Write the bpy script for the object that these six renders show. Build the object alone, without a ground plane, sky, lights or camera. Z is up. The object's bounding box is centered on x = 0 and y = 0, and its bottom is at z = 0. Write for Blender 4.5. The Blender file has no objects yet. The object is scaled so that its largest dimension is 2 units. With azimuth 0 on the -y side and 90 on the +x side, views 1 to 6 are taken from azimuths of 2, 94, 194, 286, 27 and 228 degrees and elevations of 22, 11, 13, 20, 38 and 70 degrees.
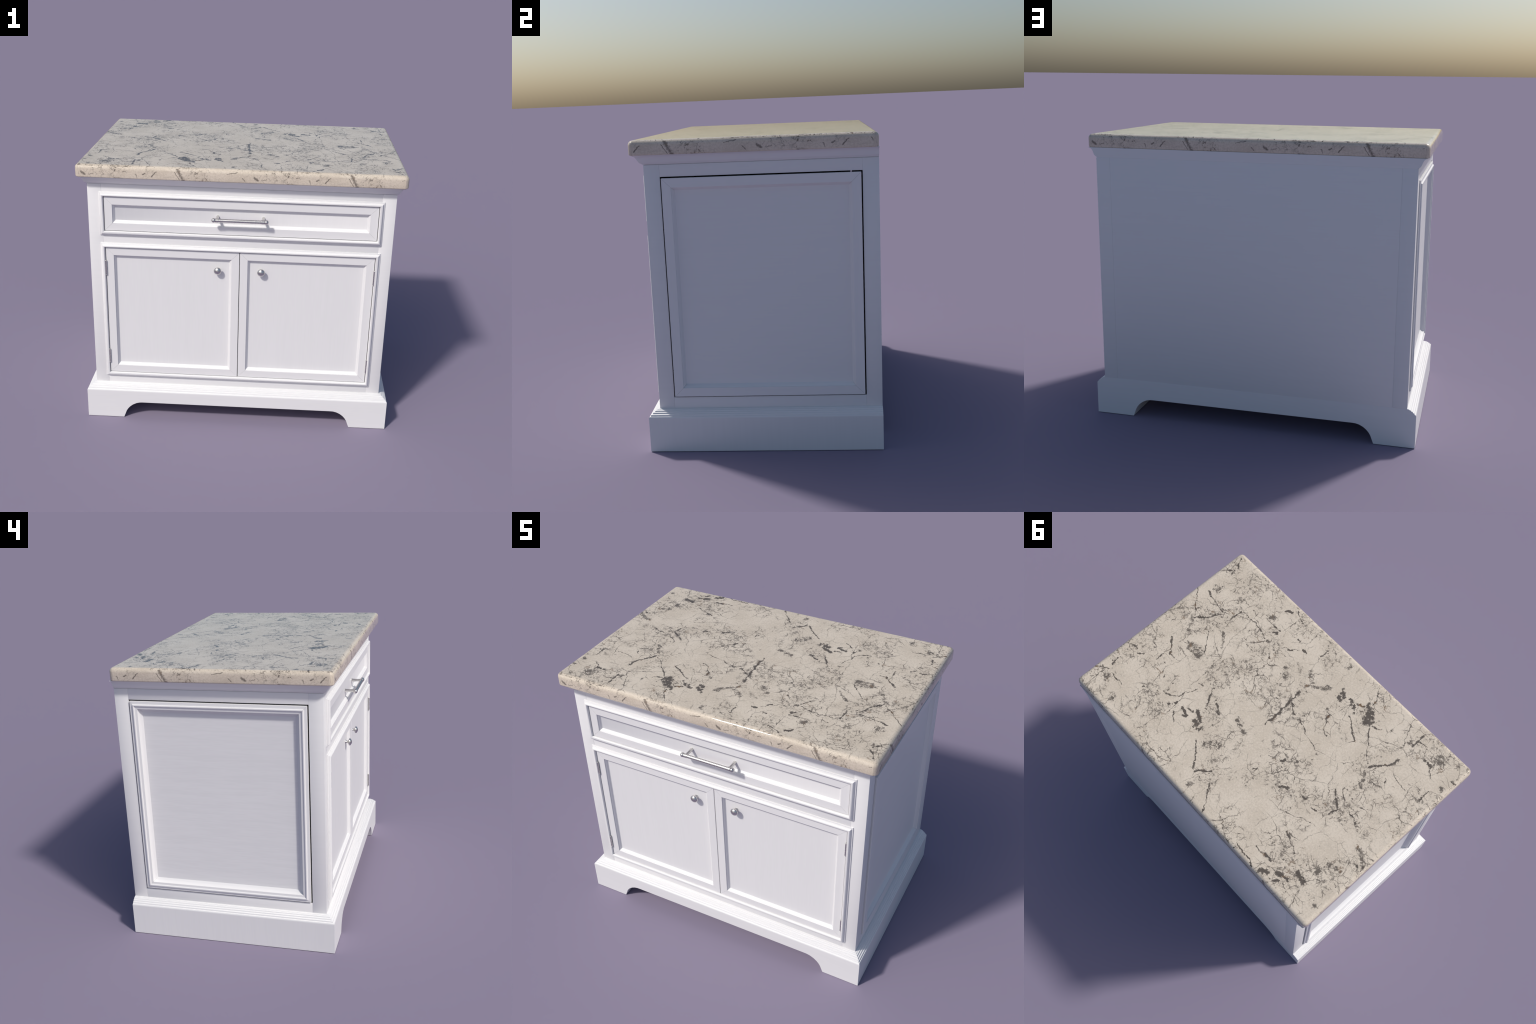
"""White kitchen island with a veined granite top: drawer, two doors, framed side panels."""
import bpy, bmesh, math
from mathutils import Vector

# ------------------------------------------------------------------ sizes (metres)
TOP_Z, SLAB_Z = 1.752, 1.6725            # granite slab
SLAB_X, SLAB_F, SLAB_B = 1.0, -0.6580, 0.6645
BODY_X, BODY_F, BODY_B = 0.9435, -0.5905, 0.6652
BODY_TOP, BODY_BOT = 1.6168, 0.238
PLINTH_X, PLINTH_F, PLINTH_TOP = 0.9965, -0.6465, 0.1955
POST_W = 0.0855                          # width of the corner posts
SIDE_Y0, SIDE_Y1, SIDE_Z0, SIDE_Z1 = -0.505, 0.5785, 0.302, 1.551   # side openings
OPEN_X = 0.8455                          # half width of the front openings
DRAWER_Z0, DRAWER_Z1 = 1.3165, 1.541
DOOR_Z0, DOOR_Z1 = 0.3185, 1.2075
BEAD_SIDE, BEAD_UP, BEAD_DOWN = 0.0285, 0.0275, 0.0300
DOOR_F = -0.600                          # front plane of doors and drawer
PANEL_DEPTH = 0.020                      # how far the field lies behind the frame
FRAME_W = 0.0485                         # flat width of a door frame member
HANDLE_Z, HANDLE_Y, HANDLE_X = 1.430, -0.6508, 0.141
KNOB_X, KNOB_Z = 0.137, 1.0785


# ------------------------------------------------------------------ mesh helpers
def new_object(name, bm, material, parent=None, smooth=math.radians(32)):
    bmesh.ops.recalc_face_normals(bm, faces=bm.faces[:])
    me = bpy.data.meshes.new(name)
    bm.to_mesh(me)
    bm.free()
    me.materials.append(material)
    if smooth:
        me.shade_smooth()
        me.set_sharp_from_angle(angle=smooth)
    ob = bpy.data.objects.new(name, me)
    bpy.context.scene.collection.objects.link(ob)
    ob.parent = parent
    return ob


def add_box(bm, x0, x1, y0, y1, z0, z1, bevel=0.0012):
    r = bmesh.ops.create_cube(bm, size=1.0)
    for v in r["verts"]:
        v.co = Vector(((x0 + x1) / 2 + v.co.x * (x1 - x0),
                       (y0 + y1) / 2 + v.co.y * (y1 - y0),
                       (z0 + z1) / 2 + v.co.z * (z1 - z0)))
    if bevel:
        edges = {e for v in r["verts"] for e in v.link_edges}
        bmesh.ops.bevel(bm, geom=list(edges), offset=bevel, segments=2, affect="EDGES", profile=0.5)


def add_rings(bm, rings, caps=True, closed=True):
    """Skin a list of rings (lists of points) with quads; optionally cap both ends."""
    loops = [[bm.verts.new(p) for p in ring] for ring in rings]
    n = len(loops[0])
    for a, b in zip(loops[:-1], loops[1:]):
        for i in range(n if closed else n - 1):
            j = (i + 1) % n
            bm.faces.new((a[i], a[j], b[j], b[i]))
    if caps:
        bm.faces.new(loops[0])
        bm.faces.new(loops[-1][::-1])
    return loops


def rounded_rect(x0, x1, y0, y1, z, r, n=6):
    pts = []
    for cx, cy, a0 in ((x1 - r, y0 + r, -90), (x1 - r, y1 - r, 0), (x0 + r, y1 - r, 90), (x0 + r, y0 + r, 180)):
        for i in range(n + 1):
            a = math.radians(a0 + 90 * i / n)
            pts.append((cx + r * math.cos(a), cy + r * math.sin(a), z))
    return pts


def lathe(bm, profile, place, n=28):
    """profile: (distance along the axis, radius); place maps (axial, a, b) to a point."""
    rings = []
    for d, r in profile:
        r = max(r, 1e-5)
        rings.append([place(d, r * math.cos(2 * math.pi * i / n), r * math.sin(2 * math.pi * i / n)) for i in range(n)])
    add_rings(bm, rings)


# Panels lie in a plane given by a "facing": maps (u, v, h) with h = outward height.
def facing_front(y):
    return lambda u, v, h: (u, y - h, v)


def facing_right(x):
    return lambda u, v, h: (x + h, u, v)


def facing_left(x):
    return lambda u, v, h: (-x - h, u, v)


def frame_members(rect, profile, facing, gap=0.0):
    """Four mitred lengths of moulding round a rectangle. profile: (inset, height) from the
    outer edge inwards.  Returns bmeshes in the order bottom, right, top, left."""
    u0, u1, v0, v1 = rect

    def inset(i):
        a, b, c, d = i if isinstance(i, tuple) else (i, i, i, i)
        return u0 + d, u1 - b, v0 + a, v1 - c
    out = []
    for k in range(4):
        bm = bmesh.new()
        ends = ([], [])
        for w, h in profile:
            a, b, c, d = inset(w)
            corners = [(a, c), (b, c), (b, d), (a, d)]
            p, q = Vector(corners[k]), Vector(corners[(k + 1) % 4])
            t = (q - p).normalized() * gap
            p, q = p + t, q - t
            ends[0].append(facing(p.x, p.y, h))
            ends[1].append(facing(q.x, q.y, h))
        add_rings(bm, ends)
        out.append(bm)
    return out


def joined_frame(rect, profile, facing):
    """One continuous mitred moulding; the profile insets may differ per side."""
    u0, u1, v0, v1 = rect
    rings = []
    for w, h in profile:
        a, b, c, d = w if isinstance(w, tuple) else (w, w, w, w)
        rings.append([facing(u0 + d, v0 + a, h), facing(u1 - b, v0 + a, h),
                      facing(u1 - b, v1 - c, h), facing(u0 + d, v1 - c, h)])
    bm = bmesh.new()
    rings.append(rings[0])
    add_rings(bm, rings, caps=False)
    bmesh.ops.remove_doubles(bm, verts=bm.verts[:], dist=1e-6)
    return bm


# ------------------------------------------------------------------ material helpers
class Nodes:
    def __init__(self, tree):
        self.t = tree

    def new(self, kind, **props):
        n = self.t.nodes.new(kind)
        for k, v in props.items():
            setattr(n, k, v)
        return n

    def plug(self, socket, value):
        if isinstance(value, bpy.types.NodeSocket):
            self.t.links.new(value, socket)
        else:
            socket.default_value = value

    def math(self, op, a, b=None, c=None, clamp=False):
        n = self.new("ShaderNodeMath", operation=op, use_clamp=clamp)
        for s, v in zip(n.inputs, (a, b, c)):
            if v is not None:
                self.plug(s, v)
        return n.outputs[0]

    def vec(self, op, a, b=None, scale=None):
        n = self.new("ShaderNodeVectorMath", operation=op)
        self.plug(n.inputs[0], a)
        if b is not None:
            self.plug(n.inputs[1], b)
        if scale is not None:
            self.plug(n.inputs["Scale"], scale)
        return n.outputs["Value"] if op in ("DOT_PRODUCT", "DISTANCE", "LENGTH") else n.outputs["Vector"]

    def noise(self, vector, scale, detail=3.0, rough=0.55, distortion=0.0, color=False):
        n = self.new("ShaderNodeTexNoise")
        self.plug(n.inputs["Vector"], vector)
        n.inputs["Scale"].default_value = scale
        n.inputs["Detail"].default_value = detail
        n.inputs["Roughness"].default_value = rough
        n.inputs["Distortion"].default_value = distortion
        return n.outputs["Color" if color else "Fac"]

    def step(self, value, lo, hi, out0=0.0, out1=1.0):
        n = self.new("ShaderNodeMapRange", interpolation_type="SMOOTHSTEP")
        for key, v in (("Value", value), ("From Min", lo), ("From Max", hi), ("To Min", out0), ("To Max", out1)):
            self.plug(n.inputs[key], v)
        return n.outputs["Result"]

    def mix(self, fac, a, b):
        n = self.new("ShaderNodeMix", data_type="RGBA")
        self.plug(n.inputs["Factor"], fac)
        self.plug(n.inputs["A"], a)
        self.plug(n.inputs["B"], b)
        return n.outputs["Result"]


def new_material(name):
    m = bpy.data.materials.new(name)
    m.use_nodes = True
    n = Nodes(m.node_tree)
    return m, n, m.node_tree.nodes["Principled BSDF"]


def painted_wood(name, stretch, relief, contrast, low=None):
    """Off-white satin paint; the wood grain shows through as faint streaks.
    stretch: low frequency along the grain, high across it."""
    m, n, bsdf = new_material(name)
    co = n.new("ShaderNodeTexCoord").outputs["Object"]
    grain = n.vec("MULTIPLY", co, stretch)
    fine = n.noise(grain, 9.0, 4.0, 0.6, 0.3)
    wide = n.noise(grain, 2.2, 2.0, 0.5, 0.6)
    streak = n.math("ADD", n.math("MULTIPLY", fine, 0.6), n.math("MULTIPLY", wide, 0.4))
    col = n.mix(n.step(streak, 0.5 - contrast, 0.5 + contrast), low or PAINT_LOW, PAINT_HIGH)
    n.plug(bsdf.inputs["Base Color"], col)
    bsdf.inputs["Roughness"].default_value = 0.42
    bsdf.inputs["Specular IOR Level"].default_value = 0.4
    bump = n.new("ShaderNodeBump")
    bump.inputs["Strength"].default_value = relief
    bump.inputs["Distance"].default_value = 0.0010
    n.plug(bump.inputs["Height"], streak)
    n.plug(bsdf.inputs["Normal"], bump.outputs["Normal"])
    return m


def brushed_metal():
    m, n, bsdf = new_material("satin_nickel")
    co = n.new("ShaderNodeTexCoord").outputs["Object"]
    bsdf.inputs["Metallic"].default_value = 1.0
    n.plug(bsdf.inputs["Base Color"], n.mix(n.noise(co, 60.0), (0.63, 0.62, 0.60, 1), (0.67, 0.66, 0.64, 1)))
    n.plug(bsdf.inputs["Roughness"], n.step(n.noise(co, 30.0, 2.0), 0.3, 0.7, 0.25, 0.29))
    return m


def gap_shadow_paint():
    m, n, bsdf = new_material("painted_gap_shadow")
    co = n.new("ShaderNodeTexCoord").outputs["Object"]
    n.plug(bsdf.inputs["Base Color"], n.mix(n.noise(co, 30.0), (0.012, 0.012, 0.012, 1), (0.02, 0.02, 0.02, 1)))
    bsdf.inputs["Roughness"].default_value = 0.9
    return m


# ------------------------------------------------------------------ veins of the stone
# straight strokes (x0, y0, x1, y1, half width) that noise makes ragged: thin cracks, dark
# blotches, and soft clouds in which the grit grows denser; the edge veins are (along, z)
CRACKS = [
    (-0.579, -0.230, -0.649, -0.318, 0.0043), (-0.649, -0.318, -0.673, -0.394, 0.0061), (-0.415, -0.405, -0.514, -0.281, 0.0021),
    (-0.514, -0.281, -0.565, -0.235, 0.0021), (-0.422, -0.424, -0.465, -0.445, 0.0043), (0.014, 0.033, 0.025, -0.039, 0.0037),
    (0.025, -0.039, 0.023, -0.152, 0.0058), (0.023, -0.152, 0.039, -0.248, 0.0058), (0.008, -0.174, -0.058, -0.131, 0.0037),
    (-0.260, -0.635, -0.333, -0.521, 0.0024), (-0.194, -0.295, -0.239, -0.198, 0.0028), (-0.239, -0.198, -0.274, -0.178, 0.0028),
    (-0.274, -0.377, -0.351, -0.325, 0.0031), (-0.351, -0.325, -0.408, -0.279, 0.0031), (-0.408, -0.279, -0.383, -0.235, 0.0028),
    (-0.097, -0.131, -0.214, -0.102, 0.0021), (-0.214, -0.102, -0.301, -0.064, 0.0021), (0.671, -0.287, 0.676, -0.369, 0.0052),
    (0.661, -0.379, 0.590, -0.376, 0.0024), (0.590, -0.376, 0.440, -0.346, 0.0024), (0.457, -0.275, 0.425, -0.328, 0.0031),
    (0.515, -0.446, 0.410, -0.452, 0.0028), (0.442, -0.625, 0.362, -0.585, 0.0034), (0.342, -0.362, 0.244, -0.447, 0.0021),
    (0.111, -0.581, 0.123, -0.518, 0.0034), (-0.548, 0.007, -0.639, 0.075, 0.0045), (-0.639, 0.075, -0.638, 0.143, 0.0045),
    (-0.540, 0.382, -0.596, 0.396, 0.0038), (-0.596, 0.396, -0.664, 0.429, 0.0038), (-0.484, 0.552, -0.560, 0.554, 0.0031),
    (-0.560, 0.554, -0.615, 0.542, 0.0045), (-0.412, 0.620, -0.561, 0.649, 0.0024), (0.988, -0.464, 0.920, -0.526, 0.0024),
    (0.957, -0.614, 0.922, -0.560, 0.0037), (0.982, -0.284, 0.842, -0.133, 0.0024), (0.828, -0.130, 0.743, -0.252, 0.0043),
    (0.918, -0.325, 0.839, -0.298, 0.0024), (0.839, -0.298, 0.744, -0.280, 0.0024), (0.720, -0.150, 0.614, -0.006, 0.0024),
    (0.832, 0.058, 0.745, 0.148, 0.0028), (0.745, 0.148, 0.674, 0.138, 0.0028), (0.764, 0.176, 0.776, 0.227, 0.0031),
    (0.949, 0.394, 0.924, 0.439, 0.0043), (0.984, 0.532, 0.921, 0.480, 0.0028), (0.881, 0.486, 0.790, 0.490, 0.0028),
    (0.215, 0.393, 0.089, 0.523, 0.0028), (0.073, 0.528, 0.009, 0.444, 0.0052), (0.410, 0.090, 0.336, 0.203, 0.0028),
    (0.302, 0.145, 0.261, 0.185, 0.0061), (0.579, 0.329, 0.491, 0.287, 0.0028), (0.491, 0.287, 0.462, 0.185, 0.0024),
    (0.443, 0.374, 0.398, 0.407, 0.0031), (-0.041, 0.506, -0.138, 0.646, 0.0031), (-0.425, 0.316, -0.503, 0.291, 0.0017),
    (-0.503, 0.291, -0.633, 0.236, 0.0017), (-0.823, -0.478, -0.867, -0.446, 0.0043), (-0.908, -0.381, -0.914, -0.284, 0.0028),
    (-0.657, -0.622, -0.663, -0.495, 0.0043), (-0.670, -0.544, -0.720, -0.557, 0.0028), (-0.691, -0.253, -0.728, -0.203, 0.0028),
    (-0.671, -0.341, -0.718, -0.303, 0.0018), (-0.718, -0.303, -0.816, -0.276, 0.0018), (-0.673, 0.052, -0.744, 0.042, 0.0028),
    (-0.744, 0.042, -0.808, 0.087, 0.0028), (-0.580, -0.042, -0.631, 0.011, 0.0024),
]
BLOTCHES = [
    (-0.337, -0.457, -0.379, -0.429, 0.0260), (-0.303, -0.499, -0.359, -0.470, 0.0116), (-0.256, -0.463, -0.286, -0.475, 0.0067),
    (-0.206, -0.447, -0.278, -0.414, 0.0098), (-0.133, -0.463, -0.170, -0.423, 0.0110), (-0.144, -0.406, -0.166, -0.408, 0.0138),
    (0.448, -0.413, 0.422, -0.426, 0.0073), (0.488, -0.580, 0.461, -0.592, 0.0092), (0.296, -0.486, 0.272, -0.491, 0.0055),
    (0.291, -0.403, 0.272, -0.417, 0.0043), (0.224, -0.469, 0.198, -0.475, 0.0046), (-0.210, 0.119, -0.227, 0.095, 0.0067),
    (-0.139, 0.268, -0.154, 0.258, 0.0049), (-0.317, 0.237, -0.364, 0.197, 0.0077), (-0.463, 0.166, -0.483, 0.162, 0.0056),
    (-0.530, 0.181, -0.561, 0.178, 0.0049), (-0.595, 0.632, -0.651, 0.608, 0.0122), (-0.689, 0.566, -0.738, 0.550, 0.0119),
    (-0.747, 0.487, -0.812, 0.505, 0.0140), (-0.706, 0.615, -0.725, 0.590, 0.0052), (0.944, 0.271, 0.924, 0.264, 0.0061),
    (0.872, 0.283, 0.850, 0.258, 0.0055), (0.500, 0.361, 0.475, 0.326, 0.0080), (0.424, 0.321, 0.375, 0.341, 0.0104),
    (0.397, 0.297, 0.364, 0.286, 0.0061), (0.347, 0.258, 0.299, 0.290, 0.0122), (0.296, 0.318, 0.273, 0.329, 0.0214),
    (-0.768, -0.493, -0.816, -0.490, 0.0080), (-0.960, -0.523, -0.987, -0.527, 0.0055), (-0.923, 0.224, -0.942, 0.222, 0.0055),
    (-0.979, 0.219, -0.978, 0.201, 0.0061),
]
CLOUDS = [
    (0.028, -0.319, -0.069, -0.409, 0.0183), (0.087, -0.392, 0.025, -0.361, 0.0138), (0.136, 0.125, 0.058, 0.164, 0.0199),
    (0.213, -0.308, 0.168, -0.258, 0.0229), (0.153, -0.199, 0.153, -0.199, 0.0168), (0.412, -0.348, 0.412, -0.348, 0.0183),
    (-0.278, 0.063, -0.278, 0.063, 0.0245), (0.896, -0.366, 0.896, -0.366, 0.0290), (0.915, -0.502, 0.915, -0.502, 0.0153),
    (0.796, -0.044, 0.796, -0.044, 0.0245), (0.700, 0.010, 0.631, 0.024, 0.0367), (0.748, -0.411, 0.748, -0.411, 0.0229),
    (0.647, -0.195, 0.566, -0.115, 0.0107), (0.890, 0.529, 0.890, 0.529, 0.0367), (0.760, 0.582, 0.760, 0.582, 0.0275),
    (0.162, 0.370, 0.093, 0.318, 0.0280), (0.031, 0.597, 0.031, 0.597, 0.0245), (-0.833, 0.424, -0.839, 0.334, 0.0262),
    (-0.892, 0.317, -0.892, 0.317, 0.0280), (-0.948, 0.556, -0.948, 0.556, 0.0210), (-0.834, -0.550, -0.834, -0.550, 0.0642),
    (-0.954, -0.442, -0.954, -0.442, 0.0214), (-0.637, -0.508, -0.637, -0.508, 0.0245), (-0.588, -0.199, -0.633, -0.110, 0.0153),
    (-0.515, -0.488, -0.515, -0.488, 0.0138), (-0.885, 0.145, -0.947, 0.188, 0.0183), (0.511, -0.479, 0.511, -0.479, 0.0367),
    (-0.044, -0.590, -0.044, -0.590, 0.0275), (0.162, 0.370, 0.162, 0.370, 0.0280),
]
EDGE_VEINS = [
    (-0.515, 1.692, -0.487, 1.724, 0.0030), (-0.364, 1.743, -0.348, 1.706, 0.0095), (-0.348, 1.706, -0.334, 1.674, 0.0120),
    (-0.384, 1.726, -0.354, 1.678, 0.0020), (-0.081, 1.723, -0.021, 1.737, 0.0020), (0.008, 1.704, 0.024, 1.688, 0.0024),
    (0.080, 1.706, 0.098, 1.692, 0.0070), (0.271, 1.721, 0.275, 1.728, 0.0055), (0.391, 1.704, 0.400, 1.684, 0.0034),
    (0.434, 1.704, 0.446, 1.709, 0.0055),
]


def nearest_stroke(n, point, strokes):
    """Smallest distance from point to any of the strokes, in units of each stroke's half width.
    The vector carried along is (x, y, smallest so far); each stroke updates its z."""
    state = n.vec("ADD", point, (0.0, 0.0, 50.0))
    for x0, y0, x1, y1, w in strokes:
        ab = Vector((x1 - x0, y1 - y0, 0))
        pa = n.new("ShaderNodeVectorMath", operation="MULTIPLY_ADD")
        n.plug(pa.inputs[0], state)
        pa.inputs[1].default_value, pa.inputs[2].default_value = (1, 1, 0), (-x0, -y0, 0)
        pa = pa.outputs["Vector"]
        if ab.length < 1e-4:
            d = n.vec("LENGTH", pa)
        else:
            t = n.math("MULTIPLY", n.vec("DOT_PRODUCT", pa, tuple(ab / ab.length_squared)), 1.0, clamp=True)
            d = n.vec("DISTANCE", pa, n.vec("SCALE", tuple(ab), scale=t))
        here = n.new("ShaderNodeCombineXYZ")
        here.inputs[0].default_value = here.inputs[1].default_value = 1000.0
        n.plug(here.inputs[2], n.math("DIVIDE", d, w))
        state = n.vec("MINIMUM", state, here.outputs[0])
    sep = n.new("ShaderNodeSeparateXYZ")
    n.plug(sep.inputs[0], state)
    return sep.outputs[2]


def granite():
    m, n, bsdf = new_material("veined_granite")
    tc = n.new("ShaderNodeTexCoord")
    pos, nor = tc.outputs["Object"], tc.outputs["Normal"]
    sep = n.new("ShaderNodeSeparateXYZ")
    n.plug(sep.inputs[0], pos)
    sn = n.new("ShaderNodeSeparateXYZ")
    n.plug(sn.inputs[0], nor)
    px, py, pz = sep.outputs
    nx, ny, nz = sn.outputs
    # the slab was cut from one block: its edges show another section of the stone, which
    # repeats along the edge every metre
    along = n.math("SUBTRACT", n.math("MULTIPLY", py, nx), n.math("MULTIPLY", px, ny))
    flatness = n.math("SQRT", n.math("ADD", n.math("MULTIPLY", nx, nx), n.math("MULTIPLY_ADD", ny, ny, 1e-6)))
    along = n.math("DIVIDE", n.math("ADD", along, n.math("MULTIPLY", nx, 0.05)), flatness)
    along = n.math("WRAP", along, 0.45, -0.55)
    edge_xy = n.new("ShaderNodeCombineXYZ")
    n.plug(edge_xy.inputs[0], along)
    n.plug(edge_xy.inputs[1], pz)
    top_xy = n.new("ShaderNodeCombineXYZ")
    n.plug(top_xy.inputs[0], px)
    n.plug(top_xy.inputs[1], py)
    is_top = n.math("GREATER_THAN", nz, 0.72)

    # ragged outlines: warp the coordinates before measuring distances
    flat = n.new("ShaderNodeMix", data_type="VECTOR")
    n.plug(flat.inputs["Factor"], is_top)
    n.plug(flat.inputs["A"], n.vec("ADD", edge_xy.outputs[0], (7.3, 2.1, 0.0)))
    n.plug(flat.inputs["B"], top_xy.outputs[0])
    q = flat.outputs["Result"]

    def warped(co, *waves):
        p = co
        for scale, amount in waves:
            c = n.vec("SUBTRACT", n.noise(co, scale, 1.0, color=True), (0.5, 0.5, 0.5))
            p = n.vec("ADD", p, n.vec("SCALE", c, scale=amount))
        return n.vec("MULTIPLY", p, (1.0, 1.0, 0.0))
    ptop = warped(top_xy.outputs[0], (9.0, 0.045), (28.0, 0.020), (85.0, 0.014))
    pedge = warped(edge_xy.outputs[0], (25.0, 0.008), (80.0, 0.008))
    fray = n.noise(q, 95.0, 4.0, 0.65)
    swell = n.noise(q, 24.0, 2.0)
    gaps = n.noise(q, 17.0, 3.0)

    # cracks swell, thin out and break off along their length
    crack = nearest_stroke(n, ptop, CRACKS)
    crack = n.math("DIVIDE", crack, n.step(swell, 0.36, 0.66, 0.45, 1.7))
    crack = n.math("ADD", crack, n.math("MULTIPLY_ADD", fray, 2.2, -1.1))
    crack = n.math("MULTIPLY", n.step(crack, 1.65, 0.6), n.step(gaps, 0.32, 0.44, 0.35, 1.0))
    # blotches have torn, feathered outlines and pale holes
    torn = n.noise(q, 42.0, 5.0, 0.68)
    blot = n.math("ADD", nearest_stroke(n, ptop, BLOTCHES), n.math("MULTIPLY_ADD", torn, 7.0, -3.5))
    blot = n.step(blot, 1.25, 0.70)
    cloud = n.math("ADD", nearest_stroke(n, ptop, CLOUDS), n.math("MULTIPLY_ADD", torn, 2.4, -1.2))
    cloud = n.math("MULTIPLY", n.step(cloud, 1.65, 0.2), is_top)
    edge = n.math("ADD", nearest_stroke(n, pedge, EDGE_VEINS), n.math("ADD", n.math("MULTIPLY_ADD", fray, 2.0, -1.0), n.math("MULTIPLY_ADD", gaps, 2.0, -1.0)))
    edge = n.math("MULTIPLY", n.step(edge, 1.6, 0.3), 0.82)
    strokes = n.math("MAXIMUM", crack, blot)
    hard = n.math("ADD", n.math("MULTIPLY", strokes, is_top), n.math("MULTIPLY", edge, n.math("SUBTRACT", 1.0, is_top)))

    # everywhere else: hair-thin veins, grey grit and specks, gathered in patches
    patch = n.step(n.noise(q, 3.6, 3.0, 0.6), 0.37, 0.63)
    patch = n.math("MULTIPLY", patch, n.math("MULTIPLY_ADD", is_top, 0.13, 0.52))
    crowd = n.math("MAXIMUM", patch, cloud)
    qw = n.vec("ADD", q, n.vec("SCALE", n.vec("SUBTRACT", n.noise(q, 8.0, 2.0, color=True), (0.5, 0.5, 0.5)), scale=0.05))

    def hairs(scale, width, keep):
        ridge = n.math("ABSOLUTE", n.math("SUBTRACT", n.noise(qw, scale, 3.0, 0.62), 0.5))
        kept = n.step(n.noise(q, scale * 1.7, 2.0), keep, keep + 0.12)
        return n.math("MULTIPLY", n.step(ridge, width, width * 0.2), kept)
    # long angular veins that branch: edges of warped cells, most of them healed
    qv = warped(q, (6.0, 0.060), (24.0, 0.030), (80.0, 0.012))

    def seams(scale, width, keep):
        v = n.new("ShaderNodeTexVoronoi", feature="DISTANCE_TO_EDGE", voronoi_dimensions="2D")
        n.plug(v.inputs["Vector"], qv)
        v.inputs["Scale"].default_value = scale
        d = n.math("DIVIDE", v.outputs["Distance"], n.step(swell, 0.36, 0.66, 0.5, 1.6))
        kept = n.step(n.noise(q, scale * 1.1, 2.0), keep, keep + 0.10)
        return n.math("MULTIPLY", n.step(d, width, width * 0.25), kept)
    long_hair = n.math("MAXIMUM", n.math("MULTIPLY", seams(4.5, 0.0135, 0.47), n.math("MULTIPLY_ADD", is_top, 0.6, 0.4)), n.math("MULTIPLY", seams(10.0, 0.026, 0.46), n.math("MULTIPLY_ADD", is_top, 0.55, 0.35)))
    long_hair = n.math("MULTIPLY", long_hair, n.step(crowd, 0.05, 0.4, 0.45, 1.0))
    fine_seam = n.math("MULTIPLY", seams(24.0, 0.055, 0.44), n.step(crowd, 0.12, 0.5, 0.0, 0.85))
    long_hair = n.math("MAXIMUM", long_hair, fine_seam)
    short_hair = n.math("MULTIPLY", hairs(13.0, 0.024, 0.46), n.step(crowd, 0.1, 0.6, 0.0, 0.6))
    grit = n.noise(qw, 50.0, 7.0, 0.80)
    grit = n.math("ADD", grit, n.math("ADD", n.math("MULTIPLY", n.math("POWER", crowd, 1.4), 0.185), n.math("MULTIPLY_ADD", swell, 0.22, -0.11)))
    grit = n.math("MULTIPLY", n.step(grit, 0.60, 0.70), n.step(crowd, 0.0, 0.9, 0.40, 0.95))
    speck = n.noise(n.vec("MULTIPLY", qw, (1.0, 1.3, 1.0)), 36.0, 1.5, 0.5)
    speck = n.math("MULTIPLY", n.step(speck, 0.68, 0.72), n.step(crowd, 0.12, 0.4, 0.1, 0.9))
    soft = n.math("MAXIMUM", n.math("MAXIMUM", long_hair, short_hair), n.math("MAXIMUM", grit, speck), clamp=True)

    # cream ground, mottled at two scales
    mott = n.math("ADD", n.math("MULTIPLY", n.noise(q, 5.0, 3.0), 0.45), n.math("MULTIPLY", n.noise(q, 95.0, 3.0, 0.7), 0.55))
    ground = n.mix(n.step(mott, 0.40, 0.60), STONE_LOW, STONE_HIGH)
    rust = n.step(n.noise(q, 12.0, 2.0), 0.62, 0.72)
    dark = n.mix(rust, STONE_DARK, STONE_BROWN)
    haze = n.math("MULTIPLY", n.step(n.noise(q, 14.0, 4.0, 0.7), 0.45, 0.75), n.math("MULTIPLY", crowd, 0.42))
    col = n.mix(haze, ground, STONE_GREY)
    col = n.mix(n.math("MULTIPLY", soft, 0.93), col, dark)
    col = n.mix(n.math("MULTIPLY", hard, 0.94), col, dark)
    n.plug(bsdf.inputs["Base Color"], col)
    bsdf.inputs["Roughness"].default_value = STONE_ROUGH
    bsdf.inputs["Specular IOR Level"].default_value = 0.5
    bump = n.new("ShaderNodeBump")
    bump.inputs["Strength"].default_value = 0.015
    bump.inputs["Distance"].default_value = 0.001
    n.plug(bump.inputs["Height"], n.noise(q, 14.0, 2.0))
    n.plug(bsdf.inputs["Normal"], bump.outputs["Normal"])
    return m


# ------------------------------------------------------------------ materials
PAINT_LOW, PAINT_HIGH = (0.774, 0.772, 0.779, 1), (0.790, 0.788, 0.795, 1)
STONE_LOW, STONE_HIGH = (0.595, 0.518, 0.42, 1), (0.70, 0.62, 0.515, 1)
STONE_DARK, STONE_BROWN = (0.092, 0.077, 0.064, 1), (0.16, 0.10, 0.055, 1)
STONE_GREY = (0.34, 0.30, 0.25, 1)
STONE_ROUGH = 0.035

upright = painted_wood("white_paint_upright_grain", (14.0, 14.0, 0.7), 0.09, 0.16)
level = painted_wood("white_paint_level_grain", (0.7, 0.7, 14.0), 0.015, 0.25)
field = painted_wood("white_paint_panel_grain", (0.9, 0.9, 16.0), 0.26, 0.13, (0.758, 0.756, 0.764, 1))
metal = brushed_metal()
shadow_black = gap_shadow_paint()
stone = granite()

# ------------------------------------------------------------------ the island
island = bpy.data.objects.new("kitchen_island", None)
bpy.context.scene.collection.objects.link(island)
island["label"] = "white painted kitchen island with veined beige granite worktop"
island["category"] = "kitchen island"

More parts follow.
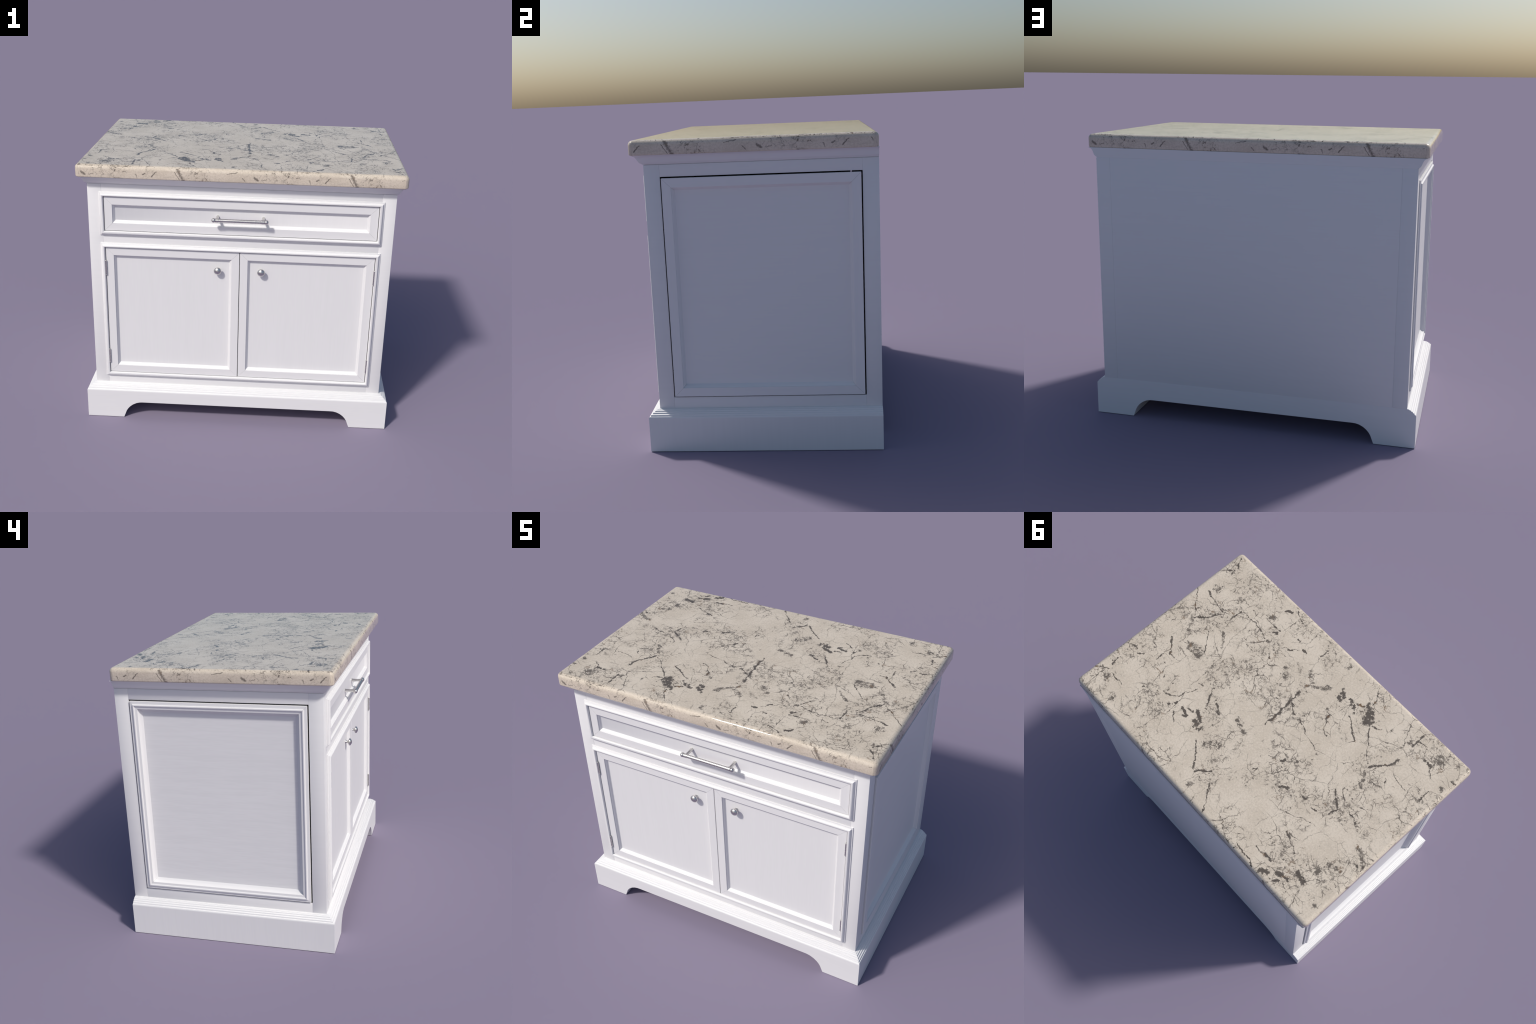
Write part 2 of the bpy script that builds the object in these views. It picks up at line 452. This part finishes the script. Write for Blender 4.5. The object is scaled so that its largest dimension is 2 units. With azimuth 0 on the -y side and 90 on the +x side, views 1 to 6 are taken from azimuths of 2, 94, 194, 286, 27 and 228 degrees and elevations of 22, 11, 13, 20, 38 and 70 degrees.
# granite slab: rounded in plan, big roundover on top, small one below
bm = bmesh.new()
R_TOP, R_BOT, R_PLAN = 0.026, 0.008, 0.030
section = []
for i in range(5):
    a = math.radians(90 * i / 4)
    section.append((R_BOT * (1 - math.sin(a)), SLAB_Z + R_BOT * (1 - math.cos(a))))
for i in range(9):
    a = math.radians(90 * i / 8)
    section.append((R_TOP * (1 - math.cos(a)), TOP_Z - R_TOP + R_TOP * math.sin(a)))
section.append((R_TOP + 0.004, TOP_Z))         # keeps the top dead flat inside the roundover
add_rings(bm, [rounded_rect(-SLAB_X + d, SLAB_X - d, SLAB_F + d, SLAB_B - d, z, max(R_PLAN - d, 0.003), 7) for d, z in section])
new_object("countertop", bm, stone, island, math.radians(60))

# crown moulding under the slab, flush at the back
bm = bmesh.new()
CROWN_TIP = BODY_F - SLAB_F - 0.0085                # the front runs out further than the sides
crown = [(-0.0050, BODY_TOP), (-0.0050, 1.6192), (0.0030, 1.6195), (0.0040, 1.6232), (0.0085, 1.6258), (0.0125, 1.6300), (0.0160, 1.6370), (0.0200, 1.6480),
         (0.0230, 1.6555), (0.0280, 1.6630), (0.0340, 1.6680), (0.0410, 1.6705), (0.0470, 1.6712), (0.0470, 1.6735)]
rings = []
for d, z in crown:
    x, y, c = BODY_X + d, BODY_F - min(1.42 * d, CROWN_TIP), max(0.0006, (d - 0.034) * 1.1)   # c: the lip follows the round slab corner
    rings.append([(-x, y + c, z), (-x + c, y, z), (x - c, y, z), (x, y + c, z), (x, BODY_B, z), (-x, BODY_B, z)])
add_rings(bm, rings)
new_object("crown_molding", bm, level, island, math.radians(45))

# plinth: reeded cap over boards that are arched right through from front to back
bm = bmesh.new()
CAP_W = PLINTH_X - BODY_X
line = [(0.0, BODY_BOT), (0.0125, 0.2335), (0.0235, 0.2262), (0.0340, 0.2175), (0.0440, 0.2068), (CAP_W, PLINTH_TOP)]
cap = []
for (d0, z0), (d1, z1) in zip(line[:-1], line[1:]):      # five small reeds: tread, nose, riser
    dd, dz = d1 - d0, z1 - z0
    cap += [(d0, z0), (d0 + 0.50 * dd, z0 + 0.10 * dz), (d0 + 0.80 * dd, z0 + 0.32 * dz), (d0 + 0.97 * dd, z0 + 0.68 * dz)]
cap += [(CAP_W, PLINTH_TOP)]
PF = (BODY_F - PLINTH_F) / CAP_W
rings = [[(-BODY_X - d, BODY_F - d * PF, z), (BODY_X + d, BODY_F - d * PF, z), (BODY_X + d, BODY_B, z), (-BODY_X - d, BODY_B, z)] for d, z in cap]
add_rings(bm, rings)
new_object("plinth_molding", bm, level, island, math.radians(28))

arch = [(0.7555, 0.0), (0.7370, 0.0490), (0.7270, 0.0660), (0.7135, 0.0820), (0.6920, 0.0990), (0.6685, 0.1105), (0.6480, 0.1155), (0.6270, 0.1168)]
outline = [(PLINTH_X, 0.0), (PLINTH_X, PLINTH_TOP), (-PLINTH_X, PLINTH_TOP), (-PLINTH_X, 0.0)] + [(-x, z) for x, z in arch] + arch[::-1]
for y0, y1, mat in ((PLINTH_F, PLINTH_F + 0.03, level), (PLINTH_F + 0.03, BODY_B - 0.03, upright), (BODY_B - 0.03, BODY_B, level)):
    bm = bmesh.new()
    add_rings(bm, [[(x, y, z) for x, z in outline] for y in (y0, y1)], caps=mat is level)
    new_object("plinth_board", bm, mat, island, math.radians(25))

# carcass: corner posts, rails, back, all with hair-line joints
T = 0.014                                # wall thickness of posts and rails
for sx in (1, -1):
    for y_out, y_in in ((BODY_F, SIDE_Y0), (BODY_B, SIDE_Y1)):
        t = math.copysign(T, y_in - y_out)
        ell = [(BODY_X, y_out), (BODY_X, y_in), (BODY_X - T, y_in), (BODY_X - T, y_out + t), (BODY_X - POST_W, y_out + t), (BODY_X - POST_W, y_out)]
        bm = bmesh.new()
        add_rings(bm, [[(sx * x, y, z) for x, y in ell] for z in (BODY_BOT - 0.001, BODY_TOP)])
        bmesh.ops.bevel(bm, geom=bm.edges[:], offset=0.0007, segments=2, affect="EDGES", profile=0.5)
        new_object("corner_post", bm, level, island, math.radians(40))
RX = BODY_X - POST_W - 0.0002
RF = BODY_F + 0.0005
for z0, z1 in ((DRAWER_Z1, BODY_TOP), (DOOR_Z1, DRAWER_Z0), (BODY_BOT - 0.001, DOOR_Z0)):
    bm = bmesh.new()
    add_box(bm, -RX, RX, RF, RF + T, z0 + (0.004 if z0 > 0.3 else 0), z1 - (0.004 if z1 < 1.6 else 0), 0.0006)
    new_object("front_rail", bm, level, island, math.radians(40))
for sx in (1, -1):
    for z0, z1 in ((SIDE_Z1, BODY_TOP), (BODY_BOT - 0.001, SIDE_Z0)):
        bm = bmesh.new()
        x = sorted((sx * (BODY_X - 0.0004), sx * (BODY_X - T)))
        add_box(bm, x[0], x[1], SIDE_Y0 + 0.0002, SIDE_Y1 - 0.0002, z0, z1, 0.0006)
        new_object("side_rail", bm, level, island, math.radians(40))
bm = bmesh.new()
add_box(bm, -RX, RX, BODY_B - 0.03, BODY_B - 0.0005, BODY_BOT - 0.001, BODY_TOP, 0.0008)
new_object("back_panel", bm, level, island, math.radians(40))
# near-black block inside the cabinet, coloured to darken the joints with shade
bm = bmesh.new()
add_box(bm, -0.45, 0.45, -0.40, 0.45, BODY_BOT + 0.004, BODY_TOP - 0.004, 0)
new_object("gap_shadow_block", bm, shadow_black, island, 0)

# beaded frames round the drawer and door openings
def bead_profile(side, up, down):
    shape = [(0.0, 0.0), (0.0, 0.0050), (0.05, 0.0062), (0.22, 0.0072), (0.28, 0.0080), (0.30, 0.0125), (0.37, 0.0165),
             (0.47, 0.0200), (0.60, 0.0222), (0.73, 0.0225), (0.85, 0.0208), (0.94, 0.0178), (1.0, 0.0140), (1.0, -0.006), (0.42, -0.006), (0.42, 0.0)]
    return [((down * t, side * t, up * t, side * t), h) for t, h in shape]
BX = OPEN_X + BEAD_SIDE
for z0, z1 in ((DRAWER_Z0, DRAWER_Z1), (DOOR_Z0, DOOR_Z1)):
    bm = joined_frame((-BX, BX, z0 - BEAD_DOWN, z1 + BEAD_UP), bead_profile(BEAD_SIDE, BEAD_UP, BEAD_DOWN), facing_front(BODY_F))
    new_object("bead_frame", bm, level, island, math.radians(38))

# black strips modelled as the shadow in the gaps round drawer and doors
bm = bmesh.new()
for z0, z1 in ((DRAWER_Z0, DRAWER_Z1), (DOOR_Z0, DOOR_Z1)):
    for x0, x1, a, c in ((-OPEN_X - 0.006, OPEN_X + 0.006, z0 - 0.006, z0 + 0.012), (-OPEN_X - 0.006, OPEN_X + 0.006, z1 - 0.012, z1 + 0.006),
                         (-OPEN_X - 0.006, -OPEN_X + 0.012, z0 + 0.012, z1 - 0.012), (OPEN_X - 0.012, OPEN_X + 0.006, z0 + 0.012, z1 - 0.012)):
        add_box(bm, x0, x1, DOOR_F + 0.0105, DOOR_F + 0.0150, a, c, 0)
add_box(bm, -0.010, 0.010, DOOR_F + 0.0105, DOOR_F + 0.0150, DOOR_Z0 + 0.012, DOOR_Z1 - 0.012, 0)
new_object("gap_shadow_strips", bm, shadow_black, island, 0)

# flat frame, ovolo and sunk field: shared by doors and drawer
def door_profile(depth):
    return [(0.0, -0.009), (0.0, -0.0012), (0.0012, 0.0), (FRAME_W, 0.0), (FRAME_W + 0.0005, -0.0045), (FRAME_W + 0.004, -0.0065),
            (FRAME_W + 0.008, -0.0105), (FRAME_W + 0.0105, -0.0150), (FRAME_W + 0.0125, -0.0172), (FRAME_W + 0.0165, -depth), (FRAME_W + 0.0165, -0.026), (0.020, -0.026), (0.020, -0.009)]


def framed_front(name, rect, facing, profile, field_in, depth, field_mat, parent, field_back=0.012):
    u0, u1, v0, v1 = rect
    bm = bmesh.new()
    i = field_in
    rings = [[facing(*p, h) for p in ((u0 + i, v0 + i), (u1 - i, v0 + i), (u1 - i, v1 - i), (u0 + i, v1 - i))] for h in (-depth, -depth - field_back)]
    add_rings(bm, rings)
    thing = new_object(name, bm, field_mat, parent, 0)
    for k, bm in enumerate(frame_members(rect, profile, facing, 0.0004)):
        rail = k in (0, 2)
        new_object("rail" if rail else "stile", bm, level if rail else upright, thing, math.radians(35))
    return thing


CLEAR = 0.0036
front = facing_front(DOOR_F)
drawer = framed_front("drawer", (-OPEN_X + CLEAR, OPEN_X - CLEAR, DRAWER_Z0 + CLEAR, DRAWER_Z1 - CLEAR), front,
                      door_profile(PANEL_DEPTH), FRAME_W + 0.0155, PANEL_DEPTH - 0.0003, upright, island)
# flat drawer field: normals tilted to draw a left-dark, right-bright light gradient
me = drawer.data
normals = [Vector((-0.36 * math.copysign(1, v.co.x), -1, 0)).normalized() if v.co.y < DOOR_F + PANEL_DEPTH + 0.001 else Vector((0, 1, 0)) for v in me.vertices]
me.shade_smooth()
me.normals_split_custom_set_from_vertices(normals)
doors = {}
for s in (-1, 1):
    a, b = sorted((s * (OPEN_X - CLEAR), s * 0.0020))
    doors[s] = framed_front("door", (a, b, DOOR_Z0 + CLEAR, DOOR_Z1 - CLEAR), front, door_profile(PANEL_DEPTH),
                            FRAME_W + 0.0155, PANEL_DEPTH - 0.0003, upright, island)

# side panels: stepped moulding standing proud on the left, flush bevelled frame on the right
G = 0.0078
srect = (SIDE_Y0 + G, SIDE_Y1 - G, SIDE_Z0 + G, SIDE_Z1 - G)
left_profile = [(0.0, -0.012), (0.0, 0.0065), (0.0012, 0.0078), (0.0130, 0.0082), (0.0175, 0.0088), (0.0195, 0.0135), (0.0205, 0.0158),
                (0.0230, 0.0165), (0.0265, 0.0162), (0.0285, 0.0150), (0.0310, 0.0108), (0.0340, 0.0100), (0.0440, 0.0102), (0.0465, 0.0092),
                (0.0485, 0.0030), (0.0520, -0.0040), (0.0575, -0.0095), (0.0640, -0.0140), (0.0690, -0.0185), (0.0690, -0.026), (0.020, -0.026), (0.020, -0.012)]
framed_front("side_panel", srect, facing_left(BODY_X), left_profile, 0.066, 0.0182, field, island)
right_profile = [(0.0, -0.012), (0.0, 0.0098), (0.0010, 0.0108), (0.0500, 0.0108), (0.0505, 0.0050), (0.0545, 0.0025), (0.0620, -0.0100), (0.0670, -0.0160), (0.0670, -0.026), (0.020, -0.026), (0.020, -0.012)]
framed_front("side_panel", srect, facing_right(BODY_X - 0.0003), right_profile, 0.065, 0.0157, level, island)

# ------------------------------------------------------------------ hardware
FIELD_Y = DOOR_F + PANEL_DEPTH
# bar pull with collars, ball ends and two posts
bm = bmesh.new()
def along_x(x, a, b):
    return (x, HANDLE_Y + a, HANDLE_Z + b)
TIP = 0.1755
half = [(HANDLE_X - 0.0105, 0.0112), (HANDLE_X - 0.0100, 0.0130), (HANDLE_X + 0.0085, 0.0130), (HANDLE_X + 0.0092, 0.0115), (HANDLE_X + 0.0098, 0.0132)]
cx, rb = TIP - 0.0144, 0.0144
half += [(cx + rb * math.sin(math.radians(a)), rb * math.cos(math.radians(a))) for a in (-35, -18, 0, 18, 36, 52, 68, 80, 90)]
lathe(bm, [(-x, r) for x, r in half[::-1]] + half, along_x)
pull = new_object("pull", bm, metal, drawer, math.radians(40))
for s in (-1, 1):
    bm = bmesh.new()
    lathe(bm, [(0.0, 0.0105), (0.003, 0.0104), (0.007, 0.0098), (0.014, 0.0092), (0.030, 0.0086), (0.050, 0.0088), (0.062, 0.0094), (FIELD_Y - HANDLE_Y, 0.0098)],
          lambda d, a, b, s=s: (s * HANDLE_X + a, FIELD_Y - d, HANDLE_Z + b))
    new_object("pull_post", bm, metal, drawer, math.radians(40))

# mushroom knobs
knob = [(0.0, 0.0128), (0.0022, 0.0128), (0.0060, 0.0098), (0.0110, 0.0078), (0.0160, 0.0080), (0.0200, 0.0105), (0.0230, 0.0160),
        (0.0252, 0.0222), (0.0270, 0.0240), (0.0295, 0.0245), (0.0330, 0.0231), (0.0370, 0.0197), (0.0405, 0.0145), (0.0430, 0.0090), (0.0443, 0.0040), (0.0446, 0.0)]
bm = bmesh.new()
lathe(bm, knob, lambda d, a, b: (a, -d, b), 36)
first = None
for s in (-1, 1):
    if first is None:
        first = ob = new_object("knob", bm, metal, doors[s], math.radians(50))
    else:
        ob = first.copy()
        ob.parent = doors[s]
        bpy.context.scene.collection.objects.link(ob)
    ob.location = (s * KNOB_X, FIELD_Y, KNOB_Z)

# butt hinges: knuckle barrel with finials and a thin leaf, between bead and door
bm = bmesh.new()
H, RB = 0.104, 0.0052
barrel = [(0.0, 0.0), (0.0008, 0.0030), (0.0030, 0.0042), (0.0052, 0.0030), (0.0060, 0.0056), (0.0085, 0.0056), (0.0088, RB)]
for t in (0.36, 0.66):
    barrel += [(H * t - 0.0010, RB), (H * t - 0.0004, RB - 0.0012), (H * t + 0.0004, RB - 0.0012), (H * t + 0.0010, RB)]
barrel += [(H - d, r) for d, r in barrel[6::-1]]
lathe(bm, barrel, lambda d, a, b: (a, b, d - H / 2), 20)
add_box(bm, -0.0012, 0.0012, 0.0, 0.030, -H / 2 + 0.010, H / 2 - 0.010, 0)
first = None
for s in (-1, 1):
    for z in (0.4430, 1.0720):
        if first is None:
            first = ob = new_object("hinge", bm, metal, doors[s], math.radians(40))
        else:
            ob = first.copy()
            ob.parent = doors[s]
            bpy.context.scene.collection.objects.link(ob)
        ob.location = (s * (OPEN_X - 0.0022), DOOR_F - 0.0065, z)
